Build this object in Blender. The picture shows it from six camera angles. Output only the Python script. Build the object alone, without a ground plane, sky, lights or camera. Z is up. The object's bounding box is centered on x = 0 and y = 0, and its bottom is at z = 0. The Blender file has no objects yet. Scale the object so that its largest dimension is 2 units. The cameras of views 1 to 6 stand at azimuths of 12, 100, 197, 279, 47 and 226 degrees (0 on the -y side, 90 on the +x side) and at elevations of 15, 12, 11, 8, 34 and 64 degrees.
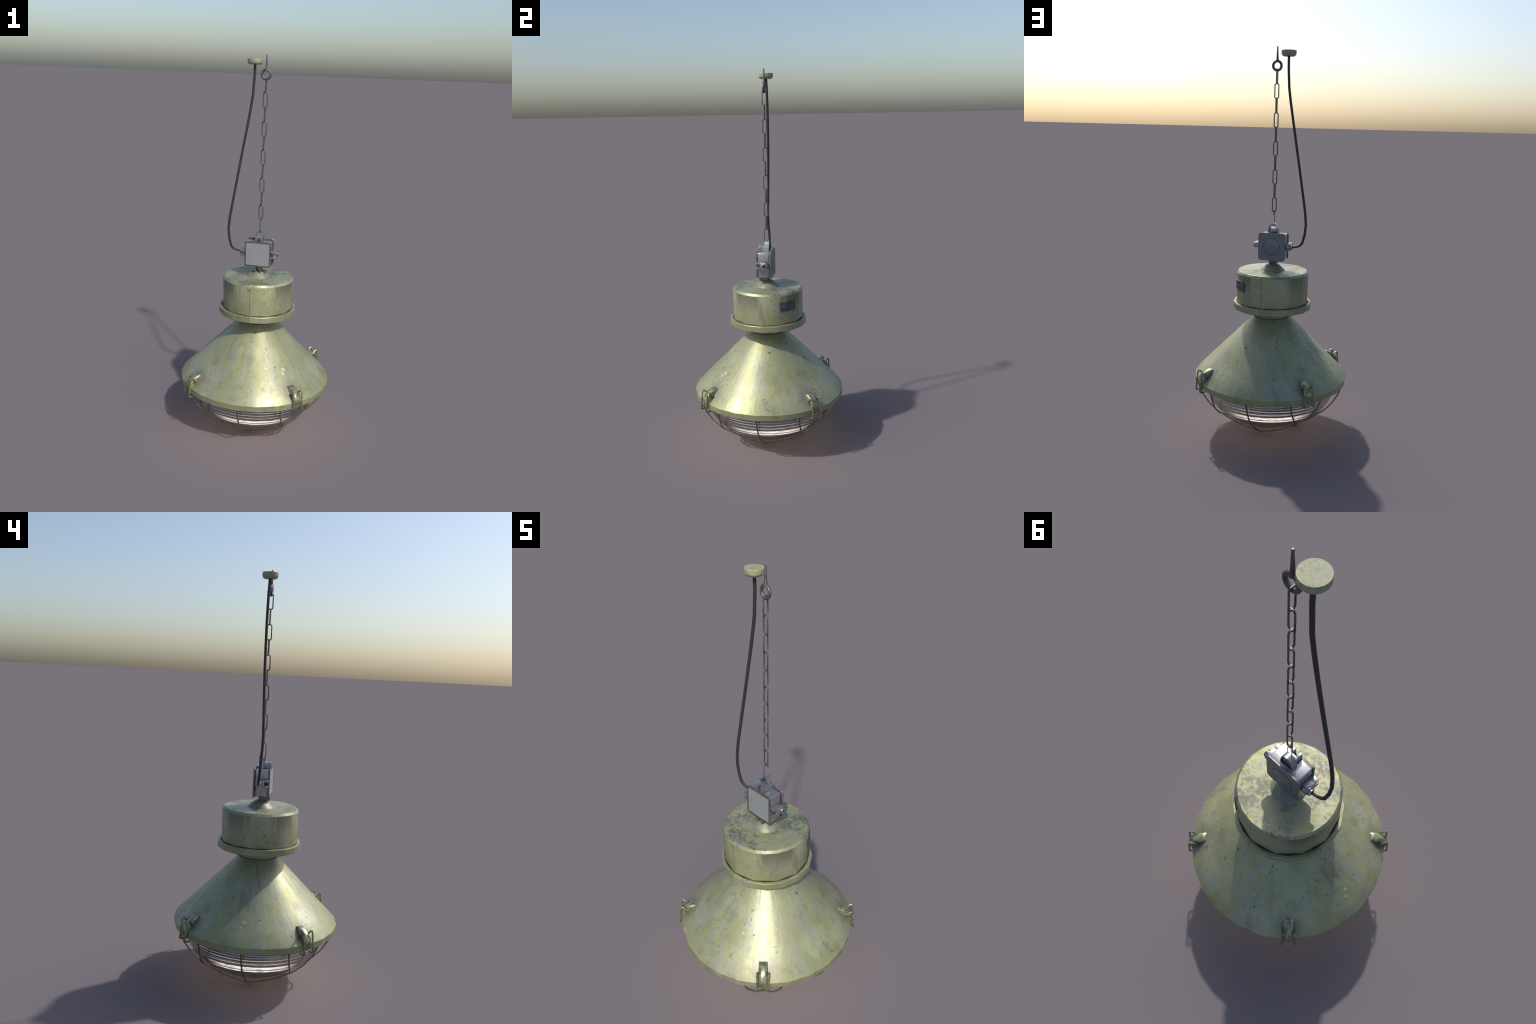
"""Industrial pendant lamp: conical enamelled shade with a caged ridged lens, ballast drum,
galvanised junction box, chain, eye bolt, supply cable and ceiling canopy."""
import bpy, bmesh, math, random
from math import sin, cos, pi, radians, sqrt
from mathutils import Vector, Matrix

random.seed(7)
SCENE = bpy.context.scene.collection

def polar(r, az, z):
    """Point at radius r, azimuth az in degrees (0 = -y, 90 = +x) and height z."""
    a = radians(az)
    return Vector((r * sin(a), -r * cos(a), z))


# --------------------------------------------------------------------------- materials
class Nodes:
    """Small helper for building node trees."""
    def __init__(self, name):
        self.mat = bpy.data.materials.new(name)
        self.mat.use_nodes = True
        self.t = self.mat.node_tree
        self.bsdf = self.t.nodes["Principled BSDF"]
        self.coord = self.t.nodes.new("ShaderNodeTexCoord").outputs["Object"]

    def put(self, node, key, value):
        if value is None:
            return
        if isinstance(value, bpy.types.NodeSocket):
            self.t.links.new(value, node.inputs[key])
        else:
            node.inputs[key].default_value = value

    def math(self, op, a, b=None, c=None, clamp=False):
        n = self.t.nodes.new("ShaderNodeMath"); n.operation = op; n.use_clamp = clamp
        for i, v in enumerate((a, b, c)):
            self.put(n, i, v)
        return n.outputs[0]

    def vmath(self, op, a, b=None, out=0):
        n = self.t.nodes.new("ShaderNodeVectorMath"); n.operation = op
        self.put(n, 0, a); self.put(n, 1, b)
        return n.outputs[out]

    def scale(self, v, s):
        return self.vmath("MULTIPLY", v, s)

    def split(self, v):
        n = self.t.nodes.new("ShaderNodeSeparateXYZ"); self.put(n, 0, v)
        return n.outputs

    def join(self, x, y, z):
        n = self.t.nodes.new("ShaderNodeCombineXYZ")
        for i, v in enumerate((x, y, z)):
            self.put(n, i, v)
        return n.outputs[0]

    def noise(self, vec, scale, detail=4.0, rough=0.55, distort=0.0, w=None):
        n = self.t.nodes.new("ShaderNodeTexNoise")
        if w is not None:
            n.noise_dimensions = "4D"; n.inputs["W"].default_value = w
        self.put(n, "Vector", vec)
        n.inputs["Scale"].default_value = scale
        n.inputs["Detail"].default_value = detail
        n.inputs["Roughness"].default_value = rough
        n.inputs["Distortion"].default_value = distort
        return n.outputs[0]

    def voronoi(self, vec, scale):
        n = self.t.nodes.new("ShaderNodeTexVoronoi")
        self.put(n, "Vector", vec); n.inputs["Scale"].default_value = scale
        return n.outputs["Distance"]

    def step(self, v, lo, hi):
        n = self.t.nodes.new("ShaderNodeMapRange"); n.interpolation_type = "SMOOTHSTEP"
        self.put(n, "Value", v)
        n.inputs["From Min"].default_value = lo; n.inputs["From Max"].default_value = hi
        return n.outputs[0]

    def mix(self, fac, a, b):
        n = self.t.nodes.new("ShaderNodeMix"); n.data_type = "RGBA"
        self.put(n, 0, fac)
        for key, v in ((6, a), (7, b)):
            self.put(n, key, v if isinstance(v, bpy.types.NodeSocket) else (*v, 1.0))
        return n.outputs[2]

    def bump(self, height, strength, distance=0.002):
        n = self.t.nodes.new("ShaderNodeBump")
        self.put(n, "Height", height)
        n.inputs["Strength"].default_value = strength
        n.inputs["Distance"].default_value = distance
        self.t.links.new(n.outputs[0], self.bsdf.inputs["Normal"])

    def finish(self, colour=None, rough=None, metal=None):
        self.put(self.bsdf, "Base Color", colour if colour is None or isinstance(colour, bpy.types.NodeSocket) else (*colour, 1.0))
        self.put(self.bsdf, "Roughness", rough)
        self.put(self.bsdf, "Metallic", metal)
        return self.mat


GREEN = (0.290, 0.300, 0.130)
GREEN_PALE = (0.350, 0.358, 0.195)
PAINT_GREY = (0.280, 0.287, 0.268)
GRIME = (0.115, 0.115, 0.085)


def enamel(name, streak=1.0, lichen=0.0, smudge=0.0, halo=0.0, seam=0.0, wear=1.0, metal=0.32, scars=(), rough=0.33):
    """Worn yellow-green enamel: grey chalked patches drawn out along the slope, orange and white
    flecks, dark chips; lichen = grey-black growth of the flat drum top, smudge = soot by the drum's
    upper edge, halo = grey dirt and baked contact shading painted round the four clips, seam = dark joint line."""
    m = Nodes(name)
    x, y, z = m.split(m.coord)[:3]
    flat = m.join(x, y, 0.0)
    around = m.vmath("NORMALIZE", flat)
    drawn = m.vmath("ADD", m.scale(around, (0.30, 0.30, 0.0)), m.join(0.0, 0.0, m.math("MULTIPLY", z, 0.28)))
    vec = drawn if streak > 0.5 else m.coord
    patch = m.noise(vec, 26.0, 7.0, 0.66, 0.5)
    fine = m.noise(m.coord, 60.0, 6.0, 0.68)
    both = m.math("MULTIPLY_ADD", fine, 0.55, m.math("MULTIPLY", patch, 0.52))
    colour = m.mix(m.step(m.noise(m.coord, 7.0, 3.0), 0.40, 0.62), GREEN, GREEN_PALE)
    colour = m.mix(m.math("MULTIPLY", m.step(both, 0.465, 0.63), 0.68), colour, PAINT_GREY)
    # cloudy wear, then soft drawn-out grime
    cloud = m.noise(m.coord, 24.0, 5.0, 0.7, 0.3, w=6.1)
    colour = m.mix(m.math("MULTIPLY", m.step(cloud, 0.48, 0.70), 0.50), colour, (0.19, 0.195, 0.125))
    grime = m.step(m.noise(vec, 11.0, 7.0, 0.68, 0.5, w=3.1), 0.53, 0.74)
    colour = m.mix(m.math("MULTIPLY", grime, 0.60 * wear), colour, GRIME)
    thin = m.step(m.noise(vec, 34.0, 4.0, 0.7, 0.8, w=8.3), 0.60, 0.74)
    colour = m.mix(m.math("MULTIPLY", thin, 0.45 * wear), colour, GRIME)
    # orange primer showing through
    rusty = m.step(m.noise(m.coord, 19.0, 3.0, 0.55, 0.3, w=1.7), 0.66, 0.72)
    colour = m.mix(m.math("MULTIPLY", rusty, 0.55), colour, (0.42, 0.28, 0.04))
    # pale scuffs
    pale = m.math("MULTIPLY", m.step(m.noise(m.coord, 55.0, 4.0, 0.6, w=5.5), 0.62, 0.68),
                  m.step(m.noise(m.coord, 9.0, 1.0, w=6.5), 0.66, 0.70))
    colour = m.mix(m.math("MULTIPLY", pale, 0.8), colour, (0.62, 0.62, 0.58))
    if smudge:
        # soot in two places on each half of the drum, round the plate and a quarter turn from it
        ax, ay, _ = m.split(around)[:3]
        c2 = m.math("SUBTRACT", m.math("MULTIPLY", ay, ay), m.math("MULTIPLY", ax, ax))
        s2 = m.math("MULTIPLY", m.math("MULTIPLY", ax, ay), -2.0)
        lobes = None
        for az in (64.0, 140.0):
            lobe = m.math("MULTIPLY_ADD", c2, cos(radians(2 * az)), m.math("MULTIPLY", s2, sin(radians(2 * az))))
            lobes = lobe if lobes is None else m.math("MAXIMUM", lobes, lobe)
        spread = m.math("MULTIPLY_ADD", m.noise(vec, 14.0, 6.0, 0.7, 0.4, w=2.2), 1.0, m.math("MULTIPLY", lobes, 0.55))
        high = m.step(z, 0.740, 0.850)
        soot = m.math("MULTIPLY", m.step(spread, 0.80, 1.03), m.math("MULTIPLY_ADD", high, 0.8, 0.2))
        colour = m.mix(m.math("MULTIPLY", soot, smudge), colour, (0.10, 0.10, 0.075))
    if lichen:
        spots = m.noise(m.coord, 78.0, 6.0, 0.66, 0.3, w=4.4)
        zone = m.noise(m.coord, 11.0, 2.0, 0.5, w=9.1)
        grow = m.step(m.math("MULTIPLY_ADD", zone, 0.75, m.math("MULTIPLY", spots, 0.75)), 0.725, 0.90)
        colour = m.mix(m.math("MULTIPLY", grow, lichen), colour, (0.125, 0.13, 0.105))
    if halo:  # contact shading round the clips put into the colour, greyed like dirt
        fold = m.join(m.math("ABSOLUTE", x), m.math("ABSOLUTE", y), z)
        near = m.vmath("DISTANCE", fold, (0.258, 0.258, 0.345), out=1)
        near = m.math("MULTIPLY_ADD", m.noise(m.coord, 30.0, 3.0), -0.05, near)
        dirt_and_shade = m.math("SUBTRACT", 1.0, m.step(near, 0.005, 0.055))
        colour = m.mix(m.math("MULTIPLY", dirt_and_shade, halo), colour, (0.21, 0.20, 0.165))
    for kind_colour, weight, soft, marks in scars:                # larger scars, each at (azimuth, radius, size) on the cone
        wob = m.t.nodes.new("ShaderNodeTexNoise"); m.put(wob, "Vector", m.coord); wob.inputs["Scale"].default_value = 75.0
        jig = m.vmath("ADD", m.coord, m.scale(m.vmath("SUBTRACT", wob.outputs["Color"], (0.5, 0.5, 0.5)), (0.03, 0.03, 0.03)))
        mask = None
        for az, r, size in marks:
            d = m.vmath("DISTANCE", jig, tuple(polar(r, az, 0.7145 - 1.02 * r)), out=1)
            one = m.math("SUBTRACT", 1.0, m.step(d, size * (0.85 - soft), size * (0.85 + soft)))
            mask = one if mask is None else m.math("MAXIMUM", mask, one)
        colour = m.mix(m.math("MULTIPLY", mask, weight), colour, kind_colour)
    # hairline scratches
    hair = m.math("LESS_THAN", m.math("ABSOLUTE", m.math("SUBTRACT", m.noise(vec, 16.0, 2.0, 0.5, 1.5, w=12.3), 0.5)), 0.0030)
    hair = m.math("MULTIPLY", hair, m.step(m.noise(m.coord, 22.0, 2.0, w=14.1), 0.56, 0.62))
    colour = m.mix(m.math("MULTIPLY", hair, 0.40 * wear), colour, (0.07, 0.07, 0.05))
    # dark chips
    chip = m.math("MULTIPLY", m.step(m.noise(m.coord, 64.0, 3.0, 0.6, 0.7, w=2.9), 0.635, 0.67),
                  m.step(m.noise(m.coord, 15.0, 2.0, w=7.7), 0.50, 0.58))
    colour = m.mix(m.math("MULTIPLY", chip, 0.85 * wear), colour, (0.05, 0.05, 0.04))
    if seam:
        line = m.math("LESS_THAN", m.math("ABSOLUTE", x), 0.0011)
        colour = m.mix(m.math("MULTIPLY", line, seam), colour, (0.04, 0.04, 0.03))
    gloss = m.math("MULTIPLY_ADD", m.math("ADD", fine, grime), 0.16, rough)
    m.bump(m.math("MULTIPLY_ADD", fine, 0.4, patch), 0.22, 0.004)
    return m.finish(colour, gloss, metal)


def galvanised(name, base, rough=0.28, metal=0.85, dirt=0.5, rim=0.0):
    m = Nodes(name)
    blot = m.noise(m.coord, 30.0, 5.0, 0.6)
    fine = m.noise(m.coord, 140.0, 4.0, 0.65)
    dark = tuple(c * 0.55 for c in base)
    colour = m.mix(m.math("MULTIPLY", m.step(blot, 0.52, 0.72), dirt), base, dark)
    colour = m.mix(m.math("MULTIPLY", m.step(fine, 0.62, 0.74), dirt), colour, (0.10, 0.085, 0.075))
    if rim:                                              # rust creeping in from the lid and the back plate
        y = m.split(m.coord)[1]
        edge = m.math("MAXIMUM", m.step(y, 0.012, 0.025), m.step(m.math("MULTIPLY", y, -1.0), 0.032, 0.042))
        colour = m.mix(m.math("MULTIPLY", m.math("MULTIPLY", edge, m.step(blot, 0.30, 0.60)), rim), colour, (0.10, 0.058, 0.034))
    m.bump(fine, 0.04, 0.001)
    return m.finish(colour, m.math("MULTIPLY_ADD", blot, 0.22, rough - 0.08), metal)


def rusted(name, base, rust, amount, metal=0.7, rough=0.42):
    m = Nodes(name)
    n = m.noise(m.coord, 55.0, 5.0, 0.65)
    colour = m.mix(m.math("MULTIPLY", m.step(n, 0.42, 0.62), amount), base, rust)
    m.bump(n, 0.15, 0.001)
    return m.finish(colour, rough, metal)


def lens_glass(name):
    """Half-silvered pressed glass: partly see-through, partly mirror."""
    m = Nodes(name)
    m.finish((0.42, 0.405, 0.40), 0.17, 1.0)
    x, y, z = m.split(m.coord)[:3]
    r = m.math("SQRT", m.math("ADD", m.math("POWER", x, 2.0), m.math("POWER", y, 2.0)))
    # painted highlights: emissive bands that fade where the bowl turns away
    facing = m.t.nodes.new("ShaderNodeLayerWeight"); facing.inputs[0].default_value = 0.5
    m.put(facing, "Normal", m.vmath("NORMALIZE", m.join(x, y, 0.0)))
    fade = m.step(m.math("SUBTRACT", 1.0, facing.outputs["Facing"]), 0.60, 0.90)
    glint = 0.0
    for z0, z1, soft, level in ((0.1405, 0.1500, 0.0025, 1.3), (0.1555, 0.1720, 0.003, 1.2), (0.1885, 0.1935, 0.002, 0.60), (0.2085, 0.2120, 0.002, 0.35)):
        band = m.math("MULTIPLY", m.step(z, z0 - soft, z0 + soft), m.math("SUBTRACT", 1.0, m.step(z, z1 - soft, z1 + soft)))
        glint = m.math("MULTIPLY_ADD", band, level, glint)
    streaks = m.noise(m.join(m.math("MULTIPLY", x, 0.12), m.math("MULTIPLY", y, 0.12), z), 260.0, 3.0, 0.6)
    glint = m.math("MULTIPLY", glint, m.step(streaks, 0.22, 0.60))
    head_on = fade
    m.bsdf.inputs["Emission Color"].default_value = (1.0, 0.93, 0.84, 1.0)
    m.put(m.bsdf, "Emission Strength", m.math("MULTIPLY", head_on, glint))
    out = m.t.nodes["Material Output"]
    clear = m.t.nodes.new("ShaderNodeBsdfTransparent")
    clear.inputs[0].default_value = (0.90, 0.89, 0.88, 1.0)
    both = m.t.nodes.new("ShaderNodeMixShader")
    geo = m.t.nodes.new("ShaderNodeNewGeometry")        # silvering on the outer face only
    m.put(both, 0, m.math("MULTIPLY", m.math("SUBTRACT", 1.0, geo.outputs["Backfacing"]), SILVER))
    m.t.links.new(clear.outputs[0], both.inputs[1])
    m.t.links.new(m.bsdf.outputs[0], both.inputs[2])
    m.t.links.new(both.outputs[0], out.inputs["Surface"])
    return m.mat


SILVER = 0.85


def lamp_glow(name):
    """Warm emission of an unseen disc added behind the glass, brightest towards its edge."""
    m = Nodes(name)
    x, y, z = m.split(m.coord)[:3]
    r = m.math("SQRT", m.math("ADD", m.math("POWER", x, 2.0), m.math("POWER", y, 2.0)))
    m.bsdf.inputs["Emission Color"].default_value = (1.0, 0.78, 0.56, 1.0)
    m.put(m.bsdf, "Emission Strength", m.math("MULTIPLY", m.step(r, 0.12, 0.30), GLOW))
    return m.finish((0.35, 0.34, 0.33), 0.4, 0.5)


GLOW = 10.5
SCARS = (
    ((0.15, 0.15, 0.10), 0.42, 0.85, ((140, 0.271, 0.030), (7, 0.232, 0.024), (5, 0.250, 0.018), (-37, 0.276, 0.026), (-18, 0.357, 0.014), (-19, 0.340, 0.010), (-130, 0.310, 0.026))),
    ((0.40, 0.32, 0.085), 0.65, 0.5, ((103, 0.304, 0.013), (101, 0.296, 0.009), (110, 0.212, 0.009), (111, 0.240, 0.006), (-14, 0.320, 0.006))),
    ((0.56, 0.56, 0.53), 0.85, 0.3, ((44, 0.279, 0.010), (42, 0.294, 0.008), (45, 0.262, 0.004), (-90, 0.323, 0.010), (-93, 0.342, 0.007))),
    ((0.05, 0.05, 0.045), 0.85, 0.3, ((29, 0.190, 0.0075), (27, 0.196, 0.004), (29, 0.218, 0.005), (29.5, 0.225, 0.005), (10, 0.127, 0.006), (5, 0.163, 0.005), (35, 0.266, 0.004), (-7, 0.274, 0.005),
                                 (19, 0.344, 0.0055), (161, 0.220, 0.008), (144, 0.140, 0.006), (159, 0.130, 0.005), (179, 0.252, 0.005), (-68, 0.153, 0.005), (-90, 0.204, 0.006), (-78, 0.312, 0.005),
                                 (-108, 0.241, 0.006), (-123, 0.275, 0.005))),
)
ENAMEL_SHADE = enamel("worn_enamel_shade", halo=0.8, scars=SCARS)
ENAMEL_DRUM = enamel("worn_enamel_drum", smudge=0.8, seam=0.85)
ENAMEL_TOP = enamel("worn_enamel_lichen", streak=0.0, lichen=0.9)
ENAMEL_SMALL = enamel("worn_enamel_fittings", streak=0.0, lichen=0.45, wear=1.5, metal=0.0, rough=0.55)
ENAMEL_BOSS = enamel("worn_enamel_neck", wear=0.9)
BARE_BOSS = rusted("bare_beige_metal", (0.225, 0.225, 0.160), (0.150, 0.150, 0.108), 0.7, metal=0.2, rough=0.5)
WIRE = rusted("grimy_painted_wire", (0.19, 0.185, 0.115), (0.085, 0.078, 0.06), 0.8, metal=0.55, rough=0.45)
LATCH = rusted("grimy_painted_latch", (0.34, 0.345, 0.205), (0.090, 0.093, 0.070), 0.75, metal=0.6, rough=0.36)
ZINC = galvanised("dull_zinc", (0.36, 0.37, 0.385), rough=0.32, metal=0.85, dirt=0.7)
ZINC_BODY = galvanised("rust_edged_zinc", (0.43, 0.44, 0.46), rough=0.27, metal=0.85, dirt=0.6, rim=0.9)
ZINC_PANEL = galvanised("matt_grey_panel", (0.265, 0.280, 0.288), rough=0.55, metal=0.25, dirt=0.4)
ZINC_BACK = galvanised("blue_grey_plate", (0.20, 0.212, 0.235), rough=0.40, metal=0.6, dirt=0.5)
ZINC_EDGE = rusted("rusty_zinc_edge", (0.20, 0.205, 0.21), (0.11, 0.085, 0.065), 0.7, metal=0.7, rough=0.4)
RUST = rusted("brown_rust", (0.13, 0.062, 0.033), (0.055, 0.032, 0.022), 0.8, metal=0.2, rough=0.65)
CHAIN_STEEL = rusted("tarnished_chain_steel", (0.150, 0.142, 0.135), (0.085, 0.068, 0.056), 0.8, metal=0.65, rough=0.50)
RUBBER = rusted("black_rubber", (0.022, 0.022, 0.023), (0.034, 0.034, 0.034), 0.5, metal=0.0, rough=0.55)
PLATE = rusted("dark_name_plate", (0.095, 0.095, 0.115), (0.055, 0.052, 0.058), 0.8, metal=0.5, rough=0.5)
PLATE_MARK = rusted("worn_bright_metal", (0.19, 0.193, 0.22), (0.10, 0.10, 0.118), 0.7, metal=0.5, rough=0.5)
NEAR_BLACK = rusted("near_black", (0.015, 0.014, 0.013), (0.02, 0.015, 0.01), 0.5, metal=0.0, rough=0.7)  # near-black drawn in place of shade in creases and the bore
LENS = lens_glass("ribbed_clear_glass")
LIT = lamp_glow("ground_glow")

# --------------------------------------------------------------------------- mesh helpers
def make(name, bm, mat, parent, angle=35.0):
    bmesh.ops.recalc_face_normals(bm, faces=bm.faces)
    me = bpy.data.meshes.new(name)
    bm.to_mesh(me); bm.free()
    for p in me.polygons:
        p.use_smooth = True
    me.set_sharp_from_angle(angle=radians(angle))
    me.materials.append(mat)
    o = bpy.data.objects.new(name, me)
    SCENE.objects.link(o)
    o.parent = parent
    return o


def lathe(bm, profile, n, centre=(0.0, 0.0), start=0.0):
    """Revolve a list of (r, z); r = 0 ends close to a point."""
    rings = []
    for r, z in profile:
        if r < 1e-6:
            rings.append([bm.verts.new((centre[0], centre[1], z))])
        else:
            rings.append([bm.verts.new(polar(r, start + 360.0 * i / n, z) + Vector((*centre, 0))) for i in range(n)])
    for a, b in zip(rings, rings[1:]):
        for i in range(n):
            j = (i + 1) % n
            if len(a) == 1 and len(b) == 1:
                continue
            if len(a) == 1:
                bm.faces.new((a[0], b[i], b[j]))
            elif len(b) == 1:
                bm.faces.new((a[i], b[0], a[j]))
            else:
                bm.faces.new((a[i], b[i], b[j], a[j]))


def sweep(bm, path, radius, sides=8, closed=False, flatten=1.0, up=None):
    """Round bar along a polyline; radius may be a number or a function of 0..1."""
    pts = [Vector(p) for p in path]
    n = len(pts)
    rings, prev = [], None
    for i, p in enumerate(pts):
        a = pts[(i - 1) % n] if (closed or i > 0) else p
        b = pts[(i + 1) % n] if (closed or i < n - 1) else p
        d1 = (p - a).normalized() if (p - a).length > 0 else (b - p).normalized()
        d2 = (b - p).normalized() if (b - p).length > 0 else d1
        t = (d1 + d2).normalized()
        stretch = 1.0 / max(0.5, d1.dot(t))
        if prev is None:
            ref = up or (Vector((0, 0, 1)) if abs(t.z) < 0.9 else Vector((0, 1, 0)))
            u = (ref - t * ref.dot(t)).normalized()
        else:
            u = (prev - t * prev.dot(t)).normalized()
        prev = u
        v = t.cross(u)
        bend = d2 - d1
        r = radius(i / (n - 1)) if callable(radius) else radius
        ring = []
        for k in range(sides):
            ang = 2 * pi * (k + 0.5) / sides
            off = u * (cos(ang) * r) + v * (sin(ang) * r * flatten)
            if bend.length > 1e-4:
                bd = bend.normalized()
                off += bd * off.dot(bd) * (stretch - 1.0)
            ring.append(bm.verts.new(p + off))
        rings.append(ring)
    m = n if closed else n - 1
    for i in range(m):
        a, b = rings[i], rings[(i + 1) % n]
        for k in range(sides):
            l = (k + 1) % sides
            bm.faces.new((a[k], a[l], b[l], b[k]))
    if not closed:
        bm.faces.new(rings[0]); bm.faces.new(rings[-1])


def box(bm, lo, hi, bevel=0.0, segments=2):
    made = bmesh.ops.create_cube(bm, size=1.0)["verts"]
    lo, hi = Vector(lo), Vector(hi)
    for v in made:
        v.co = Vector(((lo[i] + hi[i]) / 2 + v.co[i] * (hi[i] - lo[i]) for i in range(3)))
    if bevel:
        edges = list({e for v in made for e in v.link_edges})
        bmesh.ops.bevel(bm, geom=edges, offset=bevel, segments=segments, affect="EDGES", profile=0.5)


def rounded_rect(w, h, r, steps=4):
    out = []
    for cx, cz, a0 in ((w - r, h - r, 0), (-w + r, h - r, 90), (-w + r, -h + r, 180), (w - r, -h + r, 270)):
        for i in range(steps + 1):
            a = radians(a0 + 90.0 * i / steps)
            out.append((cx + r * cos(a), cz + r * sin(a)))
    return out


def plate(bm, outline, y0, y1, centre_z, chamfer=0.0, hole=None):
    """Plate or frame in the xz plane between y0 and y1."""
    def loop(pts, y, shrink=0.0):
        out = []
        for x, z in pts:
            l = sqrt(x * x + z * z)
            out.append(bm.verts.new((x * (1 - shrink / l), y, centre_z + z * (1 - shrink / l))))
        return out
    n = len(outline)
    s = 1 if y1 > y0 else -1
    rings = [loop(outline, y0, chamfer), loop(outline, y0 + s * chamfer), loop(outline, y1 - s * chamfer), loop(outline, y1, chamfer)]
    if not chamfer:
        rings = [rings[0], rings[3]]
    for a, b in zip(rings, rings[1:]):
        for i in range(n):
            j = (i + 1) % n
            bm.faces.new((a[i], a[j], b[j], b[i]))
    if hole is None:
        bm.faces.new(rings[0]); bm.faces.new(rings[-1])
    else:
        h0, h1 = loop(hole, y0), loop(hole, y1)
        for i in range(n):
            j = (i + 1) % n
            bm.faces.new((rings[0][i], rings[0][j], h0[j], h0[i]))
            bm.faces.new((rings[-1][i], rings[-1][j], h1[j], h1[i]))
            bm.faces.new((h0[i], h0[j], h1[j], h1[i]))


# --------------------------------------------------------------------------- the lamp
lamp = bpy.data.objects.new("pendant_lamp", None)
lamp["label"] = "worn green industrial pendant lamp with caged lens hanging on chain"
lamp["category"] = "lamp"
SCENE.objects.link(lamp)

# shade: cone with a narrow upright rim band, low-sided (24) as the original
SHADE_SIDES = 24
bm = bmesh.new()
lathe(bm, [(0.098, 0.618), (0.110, 0.6035), (0.150, 0.5620), (0.200, 0.5105), (0.250, 0.4595), (0.300, 0.4085), (0.350, 0.3575),
           (0.4065, 0.3003), (0.4082, 0.2975), (0.4060, 0.2685), (0.4040, 0.2665), (0.365, 0.2675), (0.345, 0.270), (0.345, 0.300),
           (0.08, 0.55), (0.08, 0.618), (0.092, 0.618)], SHADE_SIDES)
bmesh.ops.remove_doubles(bm, verts=bm.verts, dist=1e-5)
shade = make("lampshade", bm, ENAMEL_SHADE, lamp, 22)

# neck between drum and shade
bm = bmesh.new()
lathe(bm, [(0.0, 0.672), (0.100, 0.672), (0.096, 0.660), (0.0945, 0.622), (0.091, 0.616), (0.0, 0.615)], 24)
make("neck", bm, ENAMEL_BOSS, lamp)

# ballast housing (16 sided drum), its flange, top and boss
bm = bmesh.new()
lathe(bm, [(0.0, 0.690), (0.1905, 0.690), (0.1905, 0.695), (0.1896, 0.8515), (0.1888, 0.8535)], 24)
for v in bm.verts:                                     # the foot of the wall has only twelve corners
    k = round(math.degrees(math.atan2(v.co.x, -v.co.y)) / 15.0)
    if v.co.z < 0.70 and k % 2:
        v.co.x *= cos(pi / 12); v.co.y *= cos(pi / 12)
make("ballast_housing", bm, ENAMEL_DRUM, lamp, 40)
bm = bmesh.new()
lathe(bm, [(0.1888, 0.8535), (0.1812, 0.8640), (0.1800, 0.8645), (0.12, 0.8645), (0.06, 0.8645), (0.0, 0.8645)], 24)
bmesh.ops.translate(bm, verts=bm.verts, vec=(0, 0, 0))
make("housing_top", bm, ENAMEL_TOP, lamp, 20)
bm = bmesh.new()
lathe(bm, [(0.09, 0.648), (0.130, 0.6520), (0.195, 0.6605), (0.2055, 0.6645), (0.2074, 0.6670), (0.2074, 0.6950), (0.2060, 0.6970), (0.197, 0.6970), (0.180, 0.6955)], 16)
make("flange", bm, ENAMEL_DRUM, lamp, 24)
bm = bmesh.new()                                       # solid dark ring added to draw the crease between drum and flange
lathe(bm, [(0.1800, 0.6965), (0.1925, 0.6978), (0.1895, 0.6988), (0.1800, 0.6988)], 24)
make("flange_dark_ring", bm, NEAR_BLACK, lamp)
bm = bmesh.new()
lathe(bm, [(0.066, 0.863), (0.063, 0.8670), (0.036, 0.8920), (0.031, 0.8945), (0.0, 0.895)], 20)
make("boss", bm, BARE_BOSS, lamp, 30)

# name plate bent round the drum, with a raised border, a framed emblem block and rows of marks
def bent(bm, az0, az1, z0, z1, r0, r1, steps=6):
    rows = []
    for i in range(steps + 1):
        az = az0 + (az1 - az0) * i / steps
        rows.append([bm.verts.new(polar(r, az, z)) for r, z in ((r0, z0), (r1, z0), (r1, z1), (r0, z1))])
    for a, b in zip(rows, rows[1:]):
        for k in range(4):
            l = (k + 1) % 4
            bm.faces.new((a[k], a[l], b[l], b[k]))
    bm.faces.new(rows[0]); bm.faces.new(rows[-1])

PR = 0.1935
bm = bmesh.new()
bent(bm, 119.0, 149.0, 0.769, 0.820, 0.185, PR, 8)
name_plate = make("name_plate", bm, PLATE, lamp, 30)
bm = bmesh.new()
for a0, a1, z0, z1 in ((119.3, 131.0, 0.8165, 0.8192), (140.0, 148.7, 0.8165, 0.8192), (119.3, 126.5, 0.7698, 0.7725), (135.0, 148.7, 0.7698, 0.7725),
                       (119.3, 120.4, 0.7698, 0.8192), (147.6, 148.7, 0.7698, 0.8192)):
    bent(bm, a0, a1, z0, z1, PR - 0.001, PR + 0.0010, 4)
make("plate_border", bm, PLATE_MARK, name_plate)
bm = bmesh.new()
for a0, a1, z0, z1 in ((121.6, 122.2, 0.789, 0.813), (127.9, 128.5, 0.789, 0.813), (121.6, 128.5, 0.812, 0.8135), (121.6, 128.5, 0.7875, 0.789),
                       (122.8, 124.6, 0.8025, 0.8105), (125.2, 127.3, 0.8025, 0.8105), (122.8, 125.4, 0.7905, 0.8005), (125.9, 127.3, 0.7905, 0.8005)):
    bent(bm, a0, a1, z0, z1, PR - 0.001, PR + 0.0010, 2)
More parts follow.
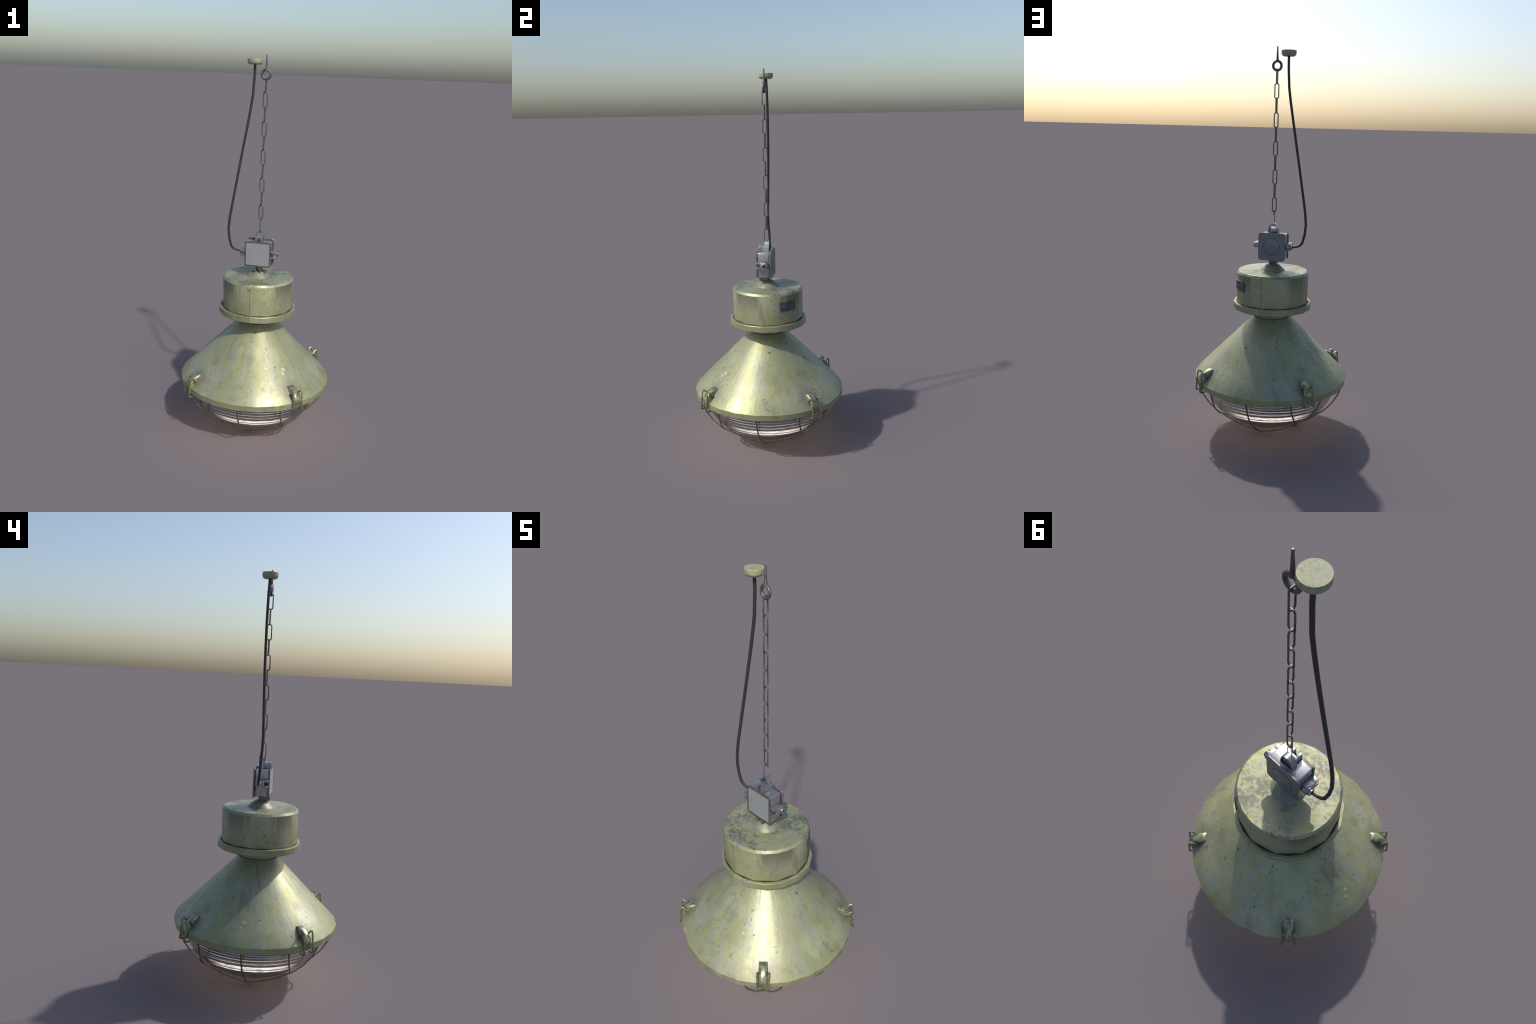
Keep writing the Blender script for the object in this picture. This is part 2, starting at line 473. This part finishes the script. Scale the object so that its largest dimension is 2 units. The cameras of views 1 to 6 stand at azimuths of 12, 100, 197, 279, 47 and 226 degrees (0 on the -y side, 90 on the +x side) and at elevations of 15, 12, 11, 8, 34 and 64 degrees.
make("plate_emblem", bm, PLATE_MARK, name_plate)
bm = bmesh.new()
for row, z0 in enumerate((0.8075, 0.8010, 0.7945, 0.7865, 0.7790)):
    a = 130.0 if row < 3 else 121.8
    while a < 146.0:
        w = random.uniform(0.7, 2.2)
        if random.random() < 0.72 and not (133.0 < a < 137.5 and row in (0, 3, 4)):
            bent(bm, a, min(a + w, 146.8), z0, z0 + 0.0034, PR - 0.001, PR + 0.0007, 1)
        a += w + 0.45
marks = make("plate_marks", bm, PLATE_MARK, name_plate)
marks["kind"] = "stuff"

# lens: ridged bowl
BEADS = [0.8, 0.8, 0.8, 0.85, 0.85, 0.9, 0.9, 0.95, 0.95, 1.0]      # relative widths, rim to base
BEAD_ARC = [40, 42, 44, 46, 48, 50, 52, 52, 48, 40]      # half arc of each, degrees
BEAD_END = 0.296                                                              # beads stop at this radius
def lens_profile():
    """Bowl whose wall is pressed into half-round concentric beads, smooth at the base."""
    key = [(0.351, 0.269), (0.348, 0.236), (0.338, 0.196), (0.319, 0.160), (0.283, 0.119), (0.226, 0.078), (0.180, 0.052), (0.128, 0.030), (0.060, 0.021), (0.0, 0.020)]
    pts = []
    for i in range(len(key) - 1):                       # Catmull-Rom
        p0, p1, p2, p3 = key[max(i - 1, 0)], key[i], key[i + 1], key[min(i + 2, len(key) - 1)]
        for s in range(40):
            t = s / 40
            pts.append(tuple(0.5 * (2 * b + (c - a) * t + (2 * a - 5 * b + 4 * c - d) * t * t + (3 * b - a - 3 * c + d) * t ** 3)
                             for a, b, c, d in zip(p0, p1, p2, p3)))
    pts.append(key[-1])
    run = [0.0]
    for a, b in zip(pts, pts[1:]):
        run.append(run[-1] + math.hypot(b[0] - a[0], b[1] - a[1]))
    total = next(l for l, p in zip(run, pts) if p[0] < BEAD_END)
    edges = [0.0]
    for w in BEADS:
        edges.append(edges[-1] + w * total / sum(BEADS))
    out = []
    for i, (r, z) in enumerate(pts):
        q = pts[min(i + 1, len(pts) - 1)]; p = pts[max(i - 1, 0)]
        tr, tz = q[0] - p[0], q[1] - p[1]
        l = math.hypot(tr, tz) or 1.0
        h = 0.0
        for k in range(len(BEADS)):
            if edges[k] <= run[i] < edges[k + 1]:
                half = (edges[k + 1] - edges[k]) / 2
                radius = half / sin(radians(BEAD_ARC[k]))
                s = run[i] - edges[k] - half
                h = sqrt(radius ** 2 - s * s) - radius
        out.append((max(0.0, r - tz / l * h), z + tr / l * h))
    out[-1] = (0.0, out[-1][1])
    return out

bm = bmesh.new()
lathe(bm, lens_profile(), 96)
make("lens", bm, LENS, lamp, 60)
bm = bmesh.new()                                        # unseen glowing disc added behind the glass to light the ground
lathe(bm, [(0.344, 0.274), (0.20, 0.282), (0.0, 0.285)], 48)
make("glow_disc", bm, LIT, lamp, 60)

# cage: rim ring, four straight ribs, four forked ribs whose arcs cross under the glass
CAGE_R = 0.0040
bm = bmesh.new()
sweep(bm, [polar(0.391, az, 0.2642) for az in range(0, 360, 15)], 0.005, closed=True)
cage = make("cage", bm, WIRE, lamp)
low = [(0.302, 0.116), (0.237, 0.068), (0.197, 0.042), (0.150, 0.0165), (0.136, 0.0100)]
bm = bmesh.new()
sweep(bm, [polar(r, 0, z) for r, z in [(0.394, 0.263), (0.375, 0.214), (0.344, 0.163)] + low], CAGE_R)
rib = make("cage_rib", bm, WIRE, cage)
bm = bmesh.new()
FORK = (0.296, 0.116)
for side in (-1, 1):
    sweep(bm, [polar(0.394, 45 + 12.5 * side, 0.263), polar(0.376, 45 + 11.0 * side, 0.214), polar(0.344, 45 + 7.0 * side, 0.163), polar(FORK[0] + 0.004, 45 + 0.6 * side, FORK[1])], CAGE_R)
    start, foot = polar(FORK[0], 45, FORK[1]), polar(0.138, 45 + 45 * side, 0.0105)      # arc under the glass
    sweep(bm, [start.lerp(foot, t) - Vector((0, 0, 0.040 * t * (1 - t))) for t in (0.0, 0.2, 0.4, 0.6, 0.8, 0.92, 1.0)], CAGE_R)
forked = make("cage_forked_rib", bm, WIRE, cage)
for i in range(1, 4):
    for src in (rib, forked):
        o = src.copy(); o.rotation_euler = (0, 0, radians(90 * i)); SCENE.objects.link(o)
# clips: humped tongue on the cone, catch plate on the rim, two bent bail wires
def clip_parts():
    er, et = Vector((sin(radians(45)), -cos(radians(45)), 0)), Vector((cos(radians(45)), sin(radians(45)), 0))
    at = lambda r, t, z: er * r + et * t + Vector((0, 0, z))
    bm = bmesh.new()
    outer = [(0.340, 0.3655), (0.352, 0.3690), (0.368, 0.3640), (0.385, 0.3560), (0.400, 0.3450), (0.4125, 0.3290), (0.4185, 0.3120), (0.4165, 0.2990)]
    inner = [(0.336, 0.3600), (0.348, 0.3500), (0.360, 0.3400), (0.372, 0.3300), (0.384, 0.3170), (0.394, 0.3080), (0.402, 0.3000), (0.4055, 0.2960)]
    section = [(-1.0, 0.0), (-1.0, 0.72), (-0.80, 0.92), (-0.4, 1.0), (0.4, 1.0), (0.80, 0.92), (1.0, 0.72), (1.0, 0.0)]
    rows = []
    for i, (o, n) in enumerate(zip(outer, inner)):
        w = 0.0188 + 0.0010 * sin(pi * i / 7)
        rows.append([bm.verts.new(at(n[0] + (o[0] - n[0]) * k, w * s, n[1] + (o[1] - n[1]) * k)) for s, k in section])
    for a, b in zip(rows, rows[1:]):
        for k in range(len(section)):
            l = (k + 1) % len(section)
            bm.faces.new((a[k], a[l], b[l], b[k]))
    bm.faces.new(rows[0]); bm.faces.new(rows[-1])
    tongue = make("clip", bm, LATCH, lamp, 40)
    bm = bmesh.new()
    pts = [(0.4035, 0.297), (0.4105, 0.297), (0.4095, 0.271), (0.4025, 0.268)]
    a, b = [[bm.verts.new(at(r, t, z)) for r, z in pts] for t in (-0.018, 0.018)]
    for k in range(4):
        l = (k + 1) % 4
        bm.faces.new((a[k], a[l], b[l], b[k]))
    bm.faces.new(a); bm.faces.new(b)
    catch = make("clip_catch", bm, LATCH, tongue)
    bm = bmesh.new()
    for s in (-1, 1):
        sweep(bm, [at(0.376, 0.017 * s, 0.330), at(0.380, 0.0235 * s, 0.337), at(0.400, 0.0245 * s, 0.356), at(0.408, 0.0250 * s, 0.358), at(0.412, 0.0250 * s, 0.350),
                   at(0.4175, 0.0250 * s, 0.300), at(0.4205, 0.0250 * s, 0.2610), at(0.417, 0.0250 * s, 0.2560), at(0.394, 0.0255 * s, 0.2555)], 0.0042)
    bail = make("clip_bail", bm, LATCH, tongue)
    bm = bmesh.new()
    sweep(bm, [at(0.388, -0.027, 0.330), at(0.388, 0.027, 0.330)], 0.005, 10)
    pin = make("clip_pin", bm, WIRE, tongue)
    return tongue, (catch, bail, pin)

tongue, subs = clip_parts()
for i in range(1, 4):
    t = tongue.copy(); t.rotation_euler = (0, 0, radians(90 * i)); SCENE.objects.link(t)
    for s in subs:
        o = s.copy(); o.parent = t; SCENE.objects.link(o)

# --------------------------------------------------------------------------- junction box
CZ = 0.9915
bm = bmesh.new()
box(bm, (-0.0662, -0.0425, 0.9260), (0.0662, 0.026, 1.0575), 0.004, 3)
junction = make("junction_box", bm, ZINC_BODY, lamp, 40)
bm = bmesh.new()
plate(bm, rounded_rect(0.0695, 0.0672, 0.007), -0.0475, -0.0385, CZ - 0.0005, 0.0012, hole=rounded_rect(0.0645, 0.0622, 0.004))
make("lid_frame", bm, ZINC_EDGE, junction, 30)
bm = bmesh.new()
plate(bm, rounded_rect(0.0627, 0.0604, 0.004), -0.0468, -0.0395, CZ - 0.0005, 0.001)
make("lid_panel", bm, ZINC_PANEL, junction, 30)
bm = bmesh.new()
plate(bm, rounded_rect(0.0650, 0.0627, 0.004), -0.0452, -0.0400, CZ - 0.0005)
make("lid_seal", bm, RUST, junction, 30)
bm = bmesh.new()
plate(bm, rounded_rect(0.0735, 0.0735, 0.016, 6), 0.0255, 0.0335, CZ + 0.001, 0.0015)
back = make("back_plate", bm, ZINC_BACK, junction, 30)
bm = bmesh.new()
plate(bm, rounded_rect(0.0695, 0.0695, 0.014, 6), 0.0236, 0.0260, CZ + 0.001)
make("back_seal", bm, RUST, junction, 30)
bm = bmesh.new()                                       # shallow round dome on the back plate
lathe(bm, [(0.0465, -0.002), (0.0462, 0.0006), (0.0445, 0.0008), (0.0435, 0.0000), (0.043, 0.0012), (0.030, 0.0042), (0.015, 0.0058), (0.0, 0.0062)], 40)
bmesh.ops.rotate(bm, verts=bm.verts, cent=(0, 0, 0), matrix=Matrix.Rotation(-pi / 2, 3, "X"))
bmesh.ops.translate(bm, verts=bm.verts, vec=(0.0, 0.0332, CZ + 0.001))
make("dome", bm, ZINC_BACK, back, 40)
bm = bmesh.new()                                       # raised dark ring added to draw the crease round the dome
lathe(bm, [(0.0448, -0.001), (0.0446, 0.0011), (0.0434, 0.0011), (0.0432, -0.001)], 40)
bmesh.ops.rotate(bm, verts=bm.verts, cent=(0, 0, 0), matrix=Matrix.Rotation(-pi / 2, 3, "X"))
bmesh.ops.translate(bm, verts=bm.verts, vec=(0.0, 0.0332, CZ + 0.001))
make("dome_dark_ring", bm, NEAR_BLACK, back, 40)

# lugs: forked block with a cable gland; built pointing +x, then turned to the four sides
def lug_parts(angle, reach, centre, mat):
    rot = Matrix.Rotation(angle, 3, "Y")
    def place(bm):
        bmesh.ops.rotate(bm, verts=bm.verts, cent=(0, 0, 0), matrix=rot)
        bmesh.ops.translate(bm, verts=bm.verts, vec=centre)
    bm = bmesh.new()
    box(bm, (0.0, -0.024, -0.0190), (reach, 0.010, 0.0190), 0.0025)
    box(bm, (0.0, -0.043, 0.0085), (reach, -0.0235, 0.0190), 0.0018)
    box(bm, (0.0, -0.043, -0.0190), (reach, -0.0235, -0.0085), 0.0018)
    place(bm)
    lug = make("lug", bm, mat, junction, 40)
    bm = bmesh.new()
    box(bm, (-0.0010, -0.0415, -0.0212), (0.0022, 0.0130, 0.0212), 0.001)
    place(bm)
    make("lug_rust", bm, RUST, lug, 40)
    return lug, place

def gland(place, lug, reach, open_end):
    def turned(bm, profile, n):
        lathe(bm, profile, n)
        bmesh.ops.rotate(bm, verts=bm.verts, cent=(0, 0, 0), matrix=Matrix.Rotation(pi / 2, 3, "Y"))
        bmesh.ops.translate(bm, verts=bm.verts, vec=(0, 0.002, 0))
        place(bm)
    bm = bmesh.new()
    turned(bm, [(0.0, 0.0), (0.0180, 0.0), (0.0180, reach + 0.001), (0.0140, reach + 0.003), (0.0140, reach + 0.009), (0.0125, reach + 0.011), (0.0080, reach + 0.011), (0.0075, reach + 0.005), (0.0, reach + 0.005)], 12)
    g = make("gland", bm, ZINC, lug, 35)
    bm = bmesh.new()
    turned(bm, [(0.0142, reach + 0.0026), (0.0150, reach + 0.0032), (0.0150, reach + 0.0048), (0.0142, reach + 0.0054)], 12)
    make("gland_rust", bm, RUST, g)
    if open_end:
        bm = bmesh.new()
        turned(bm, [(0.0077, reach + 0.0056), (0.0, reach + 0.0058)], 12)
        make("gland_dark_disc", bm, NEAR_BLACK, g)  # dark disc on the recess floor, drawn in place of a deep bore

for angle, reach, centre, has_gland, open_end in ((0.0, 0.0290, (0.0655, 0, 0.9930), True, True), (pi, 0.0290, (-0.0655, 0, 0.9925), True, False),
                                                  (-pi / 2, 0.0310, (0.0015, 0, 1.0570), False, False), (pi / 2, 0.0300, (0.0015, 0, 0.9265), False, False)):
    lug, place = lug_parts(angle, reach, centre, ZINC_EDGE if angle == pi / 2 else ZINC)
    if has_gland:
        gland(place, lug, reach, open_end)

# stud between box and drum
bm = bmesh.new()
lathe(bm, [(0.0, 0.884), (0.020, 0.884), (0.020, 0.8985), (0.017, 0.9005), (0.013, 0.9010), (0.013, 0.906), (0.0, 0.906)], 8)
make("stud", bm, ZINC_EDGE, lamp, 35)

# suspension strap: flat arch over the top lug
bm = bmesh.new()
arch = [(-0.0235, 1.053), (-0.0225, 1.075), (-0.0165, 1.100), (-0.0120, 1.1075), (-0.005, 1.1105), (0.005, 1.1105), (0.0120, 1.1075), (0.0165, 1.100), (0.0225, 1.075), (0.0235, 1.053)]
YC, YW, TH = 0.0035, 0.0115, -0.0042
rows = []
for i, (x, z) in enumerate(arch):
    a, b = arch[max(i - 1, 0)], arch[min(i + 1, len(arch) - 1)]
    t = Vector((b[0] - a[0], 0, b[1] - a[1])).normalized()
    n = Vector((t.z, 0, -t.x)) * TH
    p = Vector((x, YC, z))
    rows.append([bm.verts.new(p + o) for o in (Vector((0, -YW, 0)), Vector((0, YW, 0)), Vector((0, YW, 0)) + n, Vector((0, -YW, 0)) + n)])
for a, b in zip(rows, rows[1:]):
    for k in range(4):
        l = (k + 1) % 4
        bm.faces.new((a[k], a[l], b[l], b[k]))
bm.faces.new(rows[0]); bm.faces.new(rows[-1])
bmesh.ops.bevel(bm, geom=[e for e in bm.edges if e.calc_face_angle(0) > 1.0], offset=0.001, segments=2, affect="EDGES")
make("strap", bm, ZINC, junction, 40)

# hook between strap and chain
bm = bmesh.new()
sweep(bm, [(0, 0.0105, 1.158), (0, 0.0108, 1.172), (0, 0.006, 1.1795), (0, -0.006, 1.1805), (0, -0.0115, 1.173), (0, -0.0125, 1.150), (0, -0.0105, 1.108), (0, -0.006, 1.1005),
           (0, 0.008, 1.0985), (0, 0.0165, 1.104), (0, 0.0185, 1.116)], 0.0021)
make("hook", bm, CHAIN_STEEL, lamp)

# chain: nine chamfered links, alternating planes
def link_mesh(length):
    h, w, c = length / 2 - 0.0022, 0.0102, 0.0058
    pts = [(w, -h + c), (w, h - c), (w - c * 0.9, h), (-w + c * 0.9, h), (-w, h - c), (-w, -h + c), (-w + c * 0.9, -h), (w - c * 0.9, -h)]
    bm = bmesh.new()
    sweep(bm, [(x, 0, z) for x, z in pts], 0.0029, closed=True, up=Vector((0, 1, 0)))
    return bm

PITCH, TOP = 0.07165, 1.8553
first = None
for i in range(10):
    z = TOP - PITCH * i
    if first is None:
        first = make("chain_link", link_mesh(0.0760), CHAIN_STEEL, lamp)
        o = first
    else:
        o = first.copy(); SCENE.objects.link(o)
    o.location = (0, 0, z)
    o.rotation_euler = (0, 0, (pi / 2 if i % 2 == 0 else 0) + radians(random.uniform(-2.5, 2.5)))

# eye bolt
bm = bmesh.new()
N = 16
sweep(bm, [(0.0218 * sin(2 * pi * i / N), 0, 1.9065 + 0.0225 * cos(2 * pi * i / N)) for i in range(N)], 0.0066, closed=True, sides=8, flatten=1.0, up=Vector((0, 1, 0)))
eye = make("eye_bolt", bm, CHAIN_STEEL, lamp, 50)
bm = bmesh.new()
lathe(bm, [(0.0, 1.924), (0.0095, 1.925), (0.0088, 1.931), (0.0062, 1.938), (0.0055, 1.950), (0.0034, 1.9985), (0.0028, 2.0), (0.0, 2.0)], 8)
make("eye_bolt_shank", bm, CHAIN_STEEL, eye, 50)

# ceiling canopy and cable
bm = bmesh.new()
lathe(bm, [(0.0, 1.9520), (0.0285, 1.9520), (0.0310, 1.9530), (0.0370, 1.9610), (0.0376, 1.9640), (0.0378, 1.9780), (0.0368, 1.9802), (0.0, 1.9803)], 20, centre=(-0.0592, 0.0))
make("canopy", bm, ENAMEL_SMALL, lamp, 18)
bm = bmesh.new()
route = [(-0.0590, 0.0005, 1.956), (-0.0605, 0.0035, 1.895), (-0.0660, 0.0045, 1.800), (-0.0750, 0.0035, 1.735), (-0.0900, 0.0010, 1.640), (-0.1085, -0.0030, 1.525),
         (-0.1310, -0.0100, 1.380), (-0.1530, -0.0175, 1.235), (-0.1630, -0.0175, 1.170), (-0.1690, -0.0140, 1.112), (-0.1645, -0.0110, 1.060), (-0.1540, -0.0060, 1.017),
         (-0.1420, -0.0030, 1.0030), (-0.1250, 0.0, 0.9960), (-0.098, 0.0010, 0.9915)]
rad = lambda t: 0.0067 if t < 0.78 else 0.0067 - 0.0018 * (t - 0.78) / 0.22
sweep(bm, route, rad, 10, up=Vector((0, 1, 0)))
make("cable", bm, RUBBER, lamp, 60)
